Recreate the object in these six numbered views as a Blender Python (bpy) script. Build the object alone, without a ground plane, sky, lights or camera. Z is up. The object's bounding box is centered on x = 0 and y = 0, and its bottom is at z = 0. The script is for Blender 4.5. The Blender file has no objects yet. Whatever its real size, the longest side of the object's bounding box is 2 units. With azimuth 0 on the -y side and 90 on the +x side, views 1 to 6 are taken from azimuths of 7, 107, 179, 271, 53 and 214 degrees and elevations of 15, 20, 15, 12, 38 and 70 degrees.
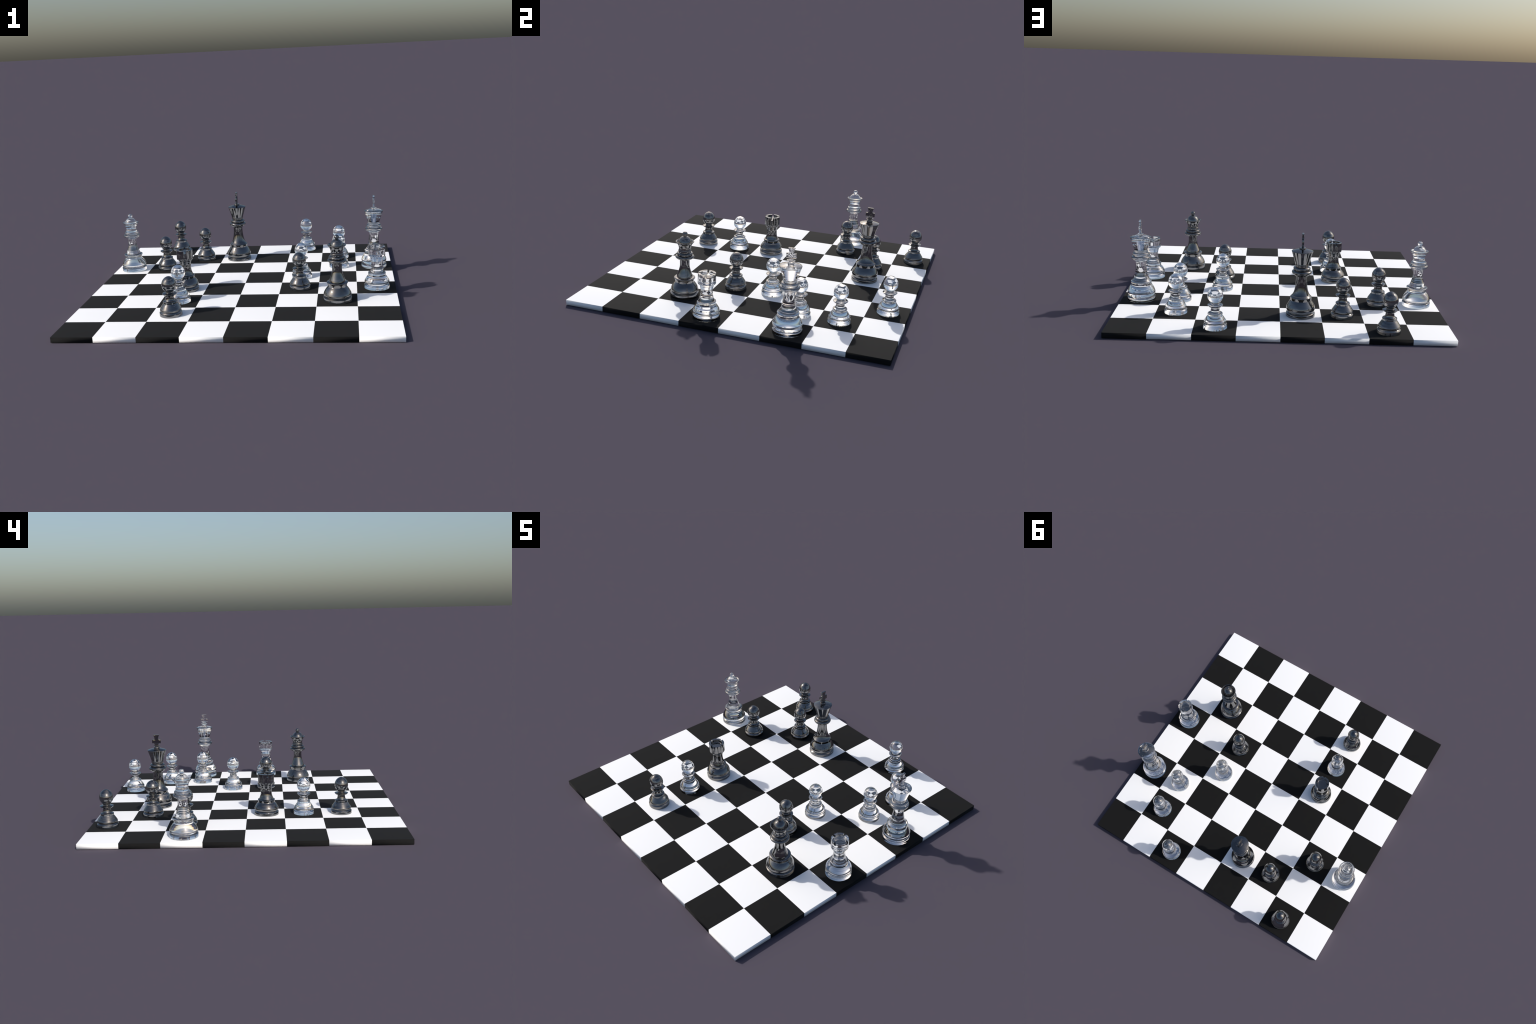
"""A chess endgame on a thin board of 64 square tiles.

Eight pieces are clear glass, eight are smoked, nearly black glass.  Every
piece is turned on a lathe from a short profile (runs of control points, smooth
inside a run, creased between runs); the rook gets its slots cut, the king a
flat cross.  The board is 2 m wide, one square is 0.25 m.
"""
import bpy
import bmesh
import math
from mathutils import Vector

SQUARE = 0.25
BOARD_TOP = 0.0326
SEGMENTS = 96

# ------------------------------------------------------------------ materials


def principled(name, **values):
    mat = bpy.data.materials.new(name)
    mat.use_nodes = True
    shader = mat.node_tree.nodes["Principled BSDF"]
    for key, value in values.items():
        shader.inputs[key.replace("_", " ")].default_value = value
    return mat, shader


def vary_roughness(mat, shader, low, high, scale):
    """Faint unevenness of the polish, as fine grain."""
    tree = mat.node_tree
    coord = tree.nodes.new("ShaderNodeTexCoord")
    noise = tree.nodes.new("ShaderNodeTexNoise")
    noise.inputs["Scale"].default_value = scale
    spread = tree.nodes.new("ShaderNodeMapRange")
    spread.inputs["To Min"].default_value = low
    spread.inputs["To Max"].default_value = high
    tree.links.new(coord.outputs["Object"], noise.inputs["Vector"])
    tree.links.new(noise.outputs["Fac"], spread.inputs["Value"])
    tree.links.new(spread.outputs["Result"], shader.inputs["Roughness"])


def make_materials():
    mats = {}
    mat, sh = principled("clear_glass", Base_Color=(1, 1, 1, 1), Roughness=0.01,
                         IOR=2.417, Transmission_Weight=1.0)
    mats["clear"] = mat
    mat, sh = principled("smoked_glass", Base_Color=(0.05, 0.05, 0.05, 1), IOR=2.417, Roughness=0.02, Transmission_Weight=1.0)
    mats["dark"] = mat
    mat, sh = principled("white_tile", Base_Color=(0.98, 0.98, 0.98, 1), Specular_IOR_Level=0.5)
    vary_roughness(mat, sh, 0.97, 1.0, 30.0)
    mats["white_tile"] = mat
    mat, sh = principled("black_tile", Base_Color=(0.0005, 0.0005, 0.0005, 1), Specular_IOR_Level=0.48)
    vary_roughness(mat, sh, 0.97, 1.0, 30.0)
    mats["black_tile"] = mat
    return mats


# ------------------------------------------------------------------ profiles
# Each part is a list of runs; each run a list of (radius, height) in metres
# above the ground, drawn from the foot upwards.  A run is a smooth curve, the
# joint between two runs is a crease.


def foot(radius, groove, top=0.0540, notch=0.0612):
    """The round plinth and the groove above it, common to all pieces."""
    return [
        [(0.0, BOARD_TOP), (radius - 0.0012, BOARD_TOP)],
        [(radius - 0.0012, BOARD_TOP), (radius, BOARD_TOP + 0.0012)],
        [(radius, BOARD_TOP + 0.0012), (radius, top - 0.0025)],
        [(radius, top - 0.0025), (radius - 0.0007, top), (radius - 0.003, (top + notch) / 2 - 0.001), (groove + 0.002, notch - 0.0015)],
        [(groove + 0.002, notch - 0.0015), (groove, notch)],
    ]


PAWN = [
    ("base", foot(0.0690, 0.0615) + [
        [(0.0615, 0.0612), (0.0638, 0.0650), (0.0652, 0.0700), (0.0636, 0.0770), (0.0564, 0.0885), (0.0490, 0.0995), (0.0428, 0.1075)],
        [(0.0428, 0.1075), (0.0419, 0.1100)],
        [(0.0419, 0.1100), (0.0427, 0.1150), (0.0432, 0.1190)]]),
    ("stem", [
        [(0.0432, 0.1190), (0.0420, 0.1220), (0.0385, 0.1240), (0.0325, 0.1255)],
        [(0.0325, 0.1255), (0.0292, 0.1295), (0.0270, 0.1345), (0.0252, 0.1430), (0.0244, 0.1500), (0.0244, 0.1545)]]),
    ("collar", [
        [(0.0244, 0.1545), (0.0310, 0.1575), (0.0390, 0.1625), (0.0436, 0.1675)],
        [(0.0436, 0.1675), (0.0447, 0.1692), (0.0440, 0.1708)],
        [(0.0440, 0.1708), (0.0385, 0.1728), (0.0310, 0.1742), (0.0240, 0.1748)],
        [(0.0240, 0.1748), (0.0225, 0.1765), (0.0222, 0.1800)]]),
    ("head", [
        [(0.0222, 0.1800), (0.0225, 0.1830), (0.0295, 0.1890), (0.0379, 0.2005), (0.0430, 0.2110), (0.0446, 0.2220), (0.0438, 0.2340),
         (0.0410, 0.2435), (0.0358, 0.2540), (0.0295, 0.2620), (0.0222, 0.2682), (0.0155, 0.2722), (0.0095, 0.2747), (0.0045, 0.2760), (0.0, 0.2764)]]),
]

ROOK = [
    ("base", foot(0.0813, 0.0735) + [
        [(0.0735, 0.0612), (0.0765, 0.0650), (0.0795, 0.0725), (0.0796, 0.0790), (0.0770, 0.0870), (0.0715, 0.0965), (0.0640, 0.1070), (0.0562, 0.1145)],
        [(0.0562, 0.1145), (0.0548, 0.1175)],
        [(0.0548, 0.1175), (0.0554, 0.1250), (0.0568, 0.1330)]]),
    ("stem", [
        [(0.0568, 0.1330), (0.0555, 0.1360), (0.0520, 0.1380), (0.0475, 0.1395)],
        [(0.0475, 0.1395), (0.0445, 0.1480), (0.0410, 0.1575), (0.0380, 0.1700), (0.0360, 0.1880), (0.0357, 0.2030), (0.0366, 0.2150), (0.0390, 0.2250)],
        [(0.0390, 0.2250), (0.0398, 0.2300), (0.0420, 0.2360), (0.0438, 0.2390)],
        [(0.0438, 0.2390), (0.0440, 0.2430)]]),
    ("crown", [
        [(0.0440, 0.2430), (0.0500, 0.2440), (0.0530, 0.2475), (0.0538, 0.2520)],
        [(0.0538, 0.2520), (0.0535, 0.2570)],
        [(0.0535, 0.2570), (0.0531, 0.3085)],
        [(0.0531, 0.3085), (0.0524, 0.3095)],
        [(0.0524, 0.3095), (0.0382, 0.3095)],
        [(0.0382, 0.3095), (0.0374, 0.3085)],
        [(0.0374, 0.3085), (0.0368, 0.2960)],
        [(0.0368, 0.2960), (0.0355, 0.2925), (0.0330, 0.2902), (0.0300, 0.2895)],
        [(0.0300, 0.2895), (0.0, 0.2895)]]),
]

QUEEN = [
    ("base", foot(0.0885, 0.0805, 0.0565, 0.0612) + [
        [(0.0805, 0.0612), (0.0840, 0.0650), (0.0865, 0.0715), (0.0862, 0.0790), (0.0825, 0.0900), (0.0755, 0.1035), (0.0675, 0.1150), (0.0600, 0.1235)],
        [(0.0600, 0.1235), (0.0584, 0.1260)],
        [(0.0584, 0.1260), (0.0592, 0.1325), (0.0622, 0.1425), (0.0655, 0.1490)]]),
    ("stem", [
        [(0.0655, 0.1490), (0.0664, 0.1508), (0.0655, 0.1528), (0.0600, 0.1555), (0.0505, 0.1575)],
        [(0.0505, 0.1575), (0.0484, 0.1670), (0.0436, 0.1800), (0.0391, 0.1935), (0.0345, 0.2090), (0.0315, 0.2230), (0.0304, 0.2380), (0.0303, 0.2560), (0.0308, 0.2700)]]),
    ("collar", [
        [(0.0308, 0.2700), (0.0400, 0.2745), (0.0500, 0.2800), (0.0565, 0.2860), (0.0588, 0.2915), (0.0572, 0.2965), (0.0525, 0.3000), (0.0462, 0.3020)],
        [(0.0462, 0.3020), (0.0492, 0.3060), (0.0501, 0.3115), (0.0482, 0.3165), (0.0440, 0.3195), (0.0388, 0.3205)],
        [(0.0388, 0.3205), (0.0398, 0.3245), (0.0402, 0.3295), (0.0396, 0.3345), (0.0376, 0.3375)]]),
    ("crown", [
        [(0.0376, 0.3375), (0.0370, 0.3440), (0.0385, 0.3535), (0.0415, 0.3635), (0.0460, 0.3725), (0.0520, 0.3810), (0.0560, 0.3850), (0.0572, 0.3880), (0.0562, 0.3905), (0.0530, 0.3905),
         (0.0485, 0.3865), (0.0445, 0.3810), (0.0420, 0.3790)],
        [(0.0420, 0.3790), (0.0418, 0.3860), (0.0395, 0.3950), (0.0348, 0.4045), (0.0283, 0.4125), (0.0205, 0.4185), (0.0140, 0.4218), (0.0100, 0.4238)]]),
    ("finial", [
        [(0.0100, 0.4238), (0.0125, 0.4275), (0.0148, 0.4320), (0.0157, 0.4365), (0.0150, 0.4415), (0.0125, 0.4465), (0.0085, 0.4495), (0.0040, 0.4509), (0.0, 0.4512)]]),
]

KING = [
    ("base", foot(0.0882, 0.0795, 0.0520, 0.0580) + [
        [(0.0795, 0.0580), (0.0830, 0.0640), (0.0862, 0.0740), (0.0873, 0.0830), (0.0855, 0.0935), (0.0800, 0.1055), (0.0730, 0.1175), (0.0652, 0.1295)],
        [(0.0652, 0.1295), (0.0634, 0.1330)],
        [(0.0634, 0.1330), (0.0636, 0.1410), (0.0645, 0.1490)]]),
    ("stem", [
        [(0.0645, 0.1490), (0.0651, 0.1510), (0.0642, 0.1532), (0.0612, 0.1560), (0.0575, 0.1598), (0.0505, 0.1690), (0.0430, 0.1865), (0.0375, 0.2115), (0.0344, 0.2350), (0.0330, 0.2600), (0.0328, 0.2805)]]),
    ("collar", [
        [(0.0328, 0.2805), (0.0395, 0.2850), (0.0480, 0.2905), (0.0555, 0.2970), (0.0597, 0.3055), (0.0582, 0.3120), (0.0530, 0.3165), (0.0462, 0.3190)],
        [(0.0462, 0.3190), (0.0500, 0.3235), (0.0514, 0.3290), (0.0495, 0.3345), (0.0450, 0.3380), (0.0390, 0.3395)],
        [(0.0390, 0.3395), (0.0386, 0.3430), (0.0394, 0.3470)],
        [(0.0394, 0.3470), (0.0412, 0.3500), (0.0416, 0.3540), (0.0408, 0.3580)]]),
    ("crown", [
        [(0.0408, 0.3580), (0.0636, 0.4310)],
        [(0.0636, 0.4310), (0.0646, 0.4345), (0.0640, 0.4360)],
        [(0.0640, 0.4360), (0.0550, 0.4395), (0.0400, 0.4440), (0.0280, 0.4468), (0.0198, 0.4480)],
        [(0.0198, 0.4480), (0.0200, 0.4540)],
        [(0.0200, 0.4540), (0.0188, 0.4560), (0.0150, 0.4572), (0.0, 0.4580)]]),
]


def run_points(run, per_span=5):
    """Catmull-Rom through the control points of one run."""
    if len(run) == 2:
        return [Vector((p[0], p[1])) for p in run]
    pts = [Vector((p[0], p[1])) for p in run]
    ends = [pts[0] * 2 - pts[1]] + pts + [pts[-1] * 2 - pts[-2]]
    out = [pts[0]]
    for i in range(1, len(pts)):
        p0, p1, p2, p3 = ends[i - 1:i + 3]
        for k in range(1, per_span + 1):
            t = k / per_span
            out.append(0.5 * ((2 * p1) + (p2 - p0) * t + (2 * p0 - 5 * p1 + 4 * p2 - p3) * t * t + (3 * p1 - p0 - 3 * p2 + p3) * t ** 3))
    for p in out:
        p.x = max(p.x, 0.0)
    return out


def lathe(parts):
    """Turn the whole profile once; returns {part: mesh data (verts, faces, sharp rings)}."""
    rows = []          # (radius, height, part index of the band above)
    creases = set()
    for n, (_, runs) in enumerate(parts):
        for run in runs:
            pts = run_points(run)
            if rows:
                creases.add(len(rows) - 1)
                rows[-1] = (rows[-1][0], rows[-1][1], n)
                pts = pts[1:]
            rows += [(p.x, p.y, n) for p in pts]
    bm = bmesh.new()
    layer = bm.faces.layers.int.new("part")
    rings = []
    for r, z, _ in rows:
        z -= BOARD_TOP
        if r < 1e-6:
            rings.append([bm.verts.new((0, 0, z))])
        else:
            rings.append([bm.verts.new((r * math.cos(a), r * math.sin(a), z))
                          for a in (math.tau * k / SEGMENTS for k in range(SEGMENTS))])
    for i in range(len(rings) - 1):
        low, high = rings[i], rings[i + 1]
        for k in range(SEGMENTS):
            j = (k + 1) % SEGMENTS
            corner = [low[k % len(low)], low[j % len(low)], high[j % len(high)], high[k % len(high)]]
            face = bm.faces.new(list(dict.fromkeys(corner)))
            face.smooth = True
            face[layer] = rows[i][2]
    # crease only where the profile really turns
    for i in creases:
        if 0 < i < len(rows) - 1:
            a = Vector(rows[i][:2]) - Vector(rows[i - 1][:2])
            b = Vector(rows[i + 1][:2]) - Vector(rows[i][:2])
            if a.length > 0 and b.length > 0 and a.angle(b) > math.radians(28) and len(rings[i]) > 1:
                for k in range(SEGMENTS):
                    edge = bm.edges.get((rings[i][k], rings[i][(k + 1) % SEGMENTS]))
                    if edge:
                        edge.smooth = False
    bm.normal_update()
    return bm


def rook_slots(bm, turn):
    """Cut four slots through the wall of the rook's crown by removing the wall
    between two pairs of planes and closing the sides and the sill."""
    half, sill = 0.0066, 0.2915 - BOARD_TOP
    layer = bm.faces.layers.int["part"]
    for q in range(2):
        a = turn + q * math.pi / 2
        across = Vector((-math.sin(a), math.cos(a), 0))
        for sign in (-1, 1):
            geom = [f for f in bm.faces if f.calc_center_median().z > sill - 0.02]
            geom = list({e for f in geom for e in f.edges} | {v for f in geom for v in f.verts} | set(geom))
            bmesh.ops.bisect_plane(bm, geom=geom, dist=1e-6, plane_co=across * (half * sign), plane_no=across)
    # level of the sill on the outer wall
    geom = [f for f in bm.faces if f.calc_center_median().z > sill - 0.03]
    geom = list({e for f in geom for e in f.edges} | {v for f in geom for v in f.verts} | set(geom))
    bmesh.ops.bisect_plane(bm, geom=geom, dist=1e-6, plane_co=(0, 0, sill), plane_no=(0, 0, 1))
    doomed = []
    for f in bm.faces:
        c = f.calc_center_median()
        if c.z < sill + 1e-4 or c.xy.length < 0.0345:
            continue
        for q in range(2):
            a = turn + q * math.pi / 2
            if abs(c.dot(Vector((-math.sin(a), math.cos(a), 0)))) < half:
                doomed.append(f)
                break
    bmesh.ops.delete(bm, geom=doomed, context="FACES")
    # each of the four slots leaves one U-shaped hole: fill sill and two cheeks
    for q in range(4):
        a = turn + q * math.pi / 2
        along, across = Vector((math.cos(a), math.sin(a), 0)), Vector((-math.sin(a), math.cos(a), 0))
        rim = [e for e in bm.edges if e.is_boundary and all(
            v.co.dot(along) > 0.02 and abs(v.co.dot(across)) < half + 1e-4 and v.co.z > sill - 1e-4 for v in e.verts)]
        for sign in (-1, 1):
            cheek = [e for e in rim if all(abs(v.co.dot(across) - sign * half) < 1e-4 for v in e.verts)]
            ends = [v for e in cheek for v in e.verts]
            ends = [v for v in set(ends) if ends.count(v) == 1]
            if len(ends) == 2:
                cheek.append(bm.edges.new(ends))
            for f in bmesh.ops.contextual_create(bm, geom=cheek)["faces"]:
                f[layer] = 2
        floor = [e for e in bm.edges if e.is_boundary and all(
            v.co.dot(along) > 0.02 and abs(v.co.dot(across)) < half + 1e-4 and abs(v.co.z - sill) < 1e-4 for v in e.verts)]
        for f in bmesh.ops.contextual_create(bm, geom=floor)["faces"]:
            f[layer] = 2
    bmesh.ops.recalc_face_normals(bm, faces=bm.faces)
    for e in bm.edges:
        if len(e.link_faces) == 2 and e.verts[0].co.z > sill - 1e-4 and e.verts[1].co.z > sill - 1e-4 and e.calc_face_angle() > math.radians(30):
            e.smooth = False


def split_parts(bm, parts, stem):
    """One mesh per part; the border vertices coincide and keep the normals of the whole."""
    whole = bpy.data.meshes.new(stem + "_whole")
    bm.to_mesh(whole)
    layer = whole.attributes["part"]
    owner = [d.value for d in layer.data]
    normals = [Vector(c.vector) for c in whole.corner_normals]
    meshes = {}
    for n, (part, _) in enumerate(parts):
        polys = [p for p in whole.polygons if owner[p.index] == n]
        index, verts, faces, loops = {}, [], [], []
        for p in polys:
            face = []
            for li in p.loop_indices:
                v = whole.loops[li].vertex_index
                if v not in index:
                    index[v] = len(verts)
                    verts.append(whole.vertices[v].co.copy())
                face.append(index[v])
                loops.append(normals[li])
            faces.append(face)
        me = bpy.data.meshes.new(f"{stem}_{part}")
        me.from_pydata(verts, [], faces)
        me.polygons.foreach_set("use_smooth", [True] * len(me.polygons))
        me.normals_split_custom_set(loops)
        meshes[part] = me
    bpy.data.meshes.remove(whole)
    bm.free()
    return meshes


def arc(cy, cz, r, a0, a1, n=6):
    return [(cy + r * math.cos(a0 + (a1 - a0) * k / n), cz + r * math.sin(a0 + (a1 - a0) * k / n)) for k in range(n + 1)]


def cross_mesh(name):
    """The king's flat cross: broad head, two arms filleted into the shaft, a
    pair of small wings and a narrow foot on the crown's button."""
    d = math.radians
    half = [(0.0125, 0.4560), (0.0120, 0.4600), (0.0135, 0.4622), (0.0175, 0.4638), (0.0240, 0.4645), (0.0248, 0.4660), (0.0242, 0.4678), (0.0180, 0.4690), (0.0140, 0.4702)]
    half += arc(0.0210, 0.4730, 0.0082, d(180), d(90), 6)
    half += [(0.0290, 0.4812), (0.0297, 0.4820), (0.0297, 0.5075), (0.0290, 0.5085)]
    half += arc(0.0205, 0.5165, 0.0080, d(270), d(180), 6)
    half += [(0.0140, 0.5235), (0.0176, 0.5330), (0.0198, 0.5380), (0.0198, 0.5400), (0.0187, 0.5412)]
    outline = half + [(-y, z) for y, z in reversed(half)]
    thick = 0.0064
    bm = bmesh.new()
    verts = [bm.verts.new((-thick, y, z - BOARD_TOP)) for y, z in outline]
    face = bm.faces.new(verts)
    made = bmesh.ops.extrude_face_region(bm, geom=[face])
    for v in made["geom"]:
        if isinstance(v, bmesh.types.BMVert):
            v.co.x = thick
    bmesh.ops.recalc_face_normals(bm, faces=bm.faces)
    flat = [f for f in bm.faces if abs(f.normal.x) > 0.9]
    rim = list({e for f in flat for e in f.edges})
    bmesh.ops.bevel(bm, geom=rim, offset=0.0014, segments=2, profile=0.6, affect="EDGES")
    for f in bm.faces:
        f.smooth = True
    for e in bm.edges:
        if len(e.link_faces) == 2 and e.calc_face_angle() > d(35):
            e.smooth = False
    me = bpy.data.meshes.new(name)
    bm.to_mesh(me)
    bm.free()
    return me


# ------------------------------------------------------------------ the scene


def link(obj):
    bpy.context.scene.collection.objects.link(obj)
    return obj


def piece_meshes(kind, mats):
    parts = {"pawn": PAWN, "rook": ROOK, "queen": QUEEN, "king": KING}[kind]
    bm = lathe(parts)
    if kind == "rook":
        rook_slots(bm, math.radians(13))
    meshes = split_parts(bm, parts, kind)
    if kind == "king":
        meshes["cross"] = cross_mesh("king_cross")
    sets = {}
    for tone in ("clear", "dark"):
        sets[tone] = {}
        for part, me in meshes.items():
            copy = me.copy()
            copy.name = f"{tone}_{me.name}"
            copy.materials.append(mats[tone])
            sets[tone][part] = copy
    return sets


LABELS = {
    "pawn": "chess pawn with a slightly peaked ball head",
    "rook": "chess rook with a four-slotted round crown",
    "queen": "chess queen with flared crown, dome and ball",
    "king": "chess king with conical crown and flat cross",
}
TONES = {"clear": "clear glass", "dark": "smoked dark glass"}

# kind, tone, square, small displacement from the middle of the square
SETUP = [
    ("king", "clear", "h6", 0.0023, 0.0020), ("queen", "clear", "a6", 0.0012, -0.0039), ("rook", "clear", "h4", 0.0043, 0.0004),
    ("pawn", "clear", "g6", 0.0047, 0.0021), ("pawn", "clear", "f5", 0.0029, -0.0003), ("pawn", "clear", "g7", 0.0052, 0.0002),
    ("pawn", "clear", "f8", -0.0003, -0.0002), ("pawn", "clear", "c3", 0.0010, -0.0040),
    ("king", "dark", "d7", 0.0008, 0.0002), ("queen", "dark", "g3", 0.0023, -0.0030), ("rook", "dark", "c4", -0.0028, -0.0048),
    ("pawn", "dark", "f4", 0.0031, -0.0008), ("pawn", "dark", "c7", -0.0028, 0.0041), ("pawn", "dark", "b6", -0.0003, 0.0034),
    ("pawn", "dark", "b8", 0.0005, 0.0118), ("pawn", "dark", "c2", -0.0012, -0.0040),
]


def place_pieces(mats):
    library = {kind: piece_meshes(kind, mats) for kind in LABELS}
    for kind, tone, square, dx, dy in SETUP:
        x = -1 + SQUARE * ("abcdefgh".index(square[0]) + 0.5) + dx
        y = -1 + SQUARE * (int(square[1]) - 0.5) + dy
        root = link(bpy.data.objects.new(kind, None))
        root.empty_display_size = 0.05
        root.location = (x, y, BOARD_TOP + 0.0006)
        root["label"] = f"{TONES[tone]} {LABELS[kind]}"
        root["category"] = "chess piece"
        for part, me in library[kind][tone].items():
            child = link(bpy.data.objects.new(part, me))
            child.parent = root


def tile_mesh(name, mat):
    """A square slab: the top shades almost flat, the thin walls shade as if
    rounded (their normals lean outwards at the corners)."""
    h, t = SQUARE / 2, BOARD_TOP
    bm = bmesh.new()
    low = [bm.verts.new((x, y, 0)) for x, y in ((-h, -h), (h, -h), (h, h), (-h, h))]
    high = [bm.verts.new((v.co.x, v.co.y, t)) for v in low]
    bm.faces.new(high)
    bm.faces.new(low[::-1])
    for k in range(4):
        j = (k + 1) % 4
        bm.faces.new((low[j], high[j], high[k], low[k]))
    for f in bm.faces:
        f.smooth = True
    me = bpy.data.meshes.new(name)
    bm.to_mesh(me)
    bm.free()
    normals = []
    for p in me.polygons:
        wall = abs(p.normal.z) < 0.5
        for v in (me.vertices[i] for i in p.vertices):
            x, y, z = (math.copysign(1, c) for c in (v.co.x, v.co.y, v.co.z - t / 2))
            lean = WALL_LEAN[int(z)] if wall else TOP_LEAN
            normals.append(Vector((x * lean, y * lean, z)).normalized())
    me.normals_split_custom_set(normals)
    me.materials.append(mat)
    return me


def build_board(mats):
    board = link(bpy.data.objects.new("chessboard", None))
    board["label"] = "thin chessboard of sixty-four black and white square tiles"
    board["category"] = "chessboard"
    shapes = {"white_tile": tile_mesh("white_tile", mats["white_tile"]),
              "black_tile": tile_mesh("black_tile", mats["black_tile"])}
    for i in range(8):
        for j in range(8):
            kind = "black_tile" if (i + j) % 2 == 0 else "white_tile"
            tile = link(bpy.data.objects.new(kind, shapes[kind]))
            tile.location = (-1 + SQUARE * (i + 0.5), -1 + SQUARE * (j + 0.5), 0)
            tile.parent = board


TOP_LEAN = 0.025
WALL_LEAN = {1: 0.6, -1: 1.0}   # at the upper and the lower corners
materials = make_materials()
build_board(materials)
place_pieces(materials)
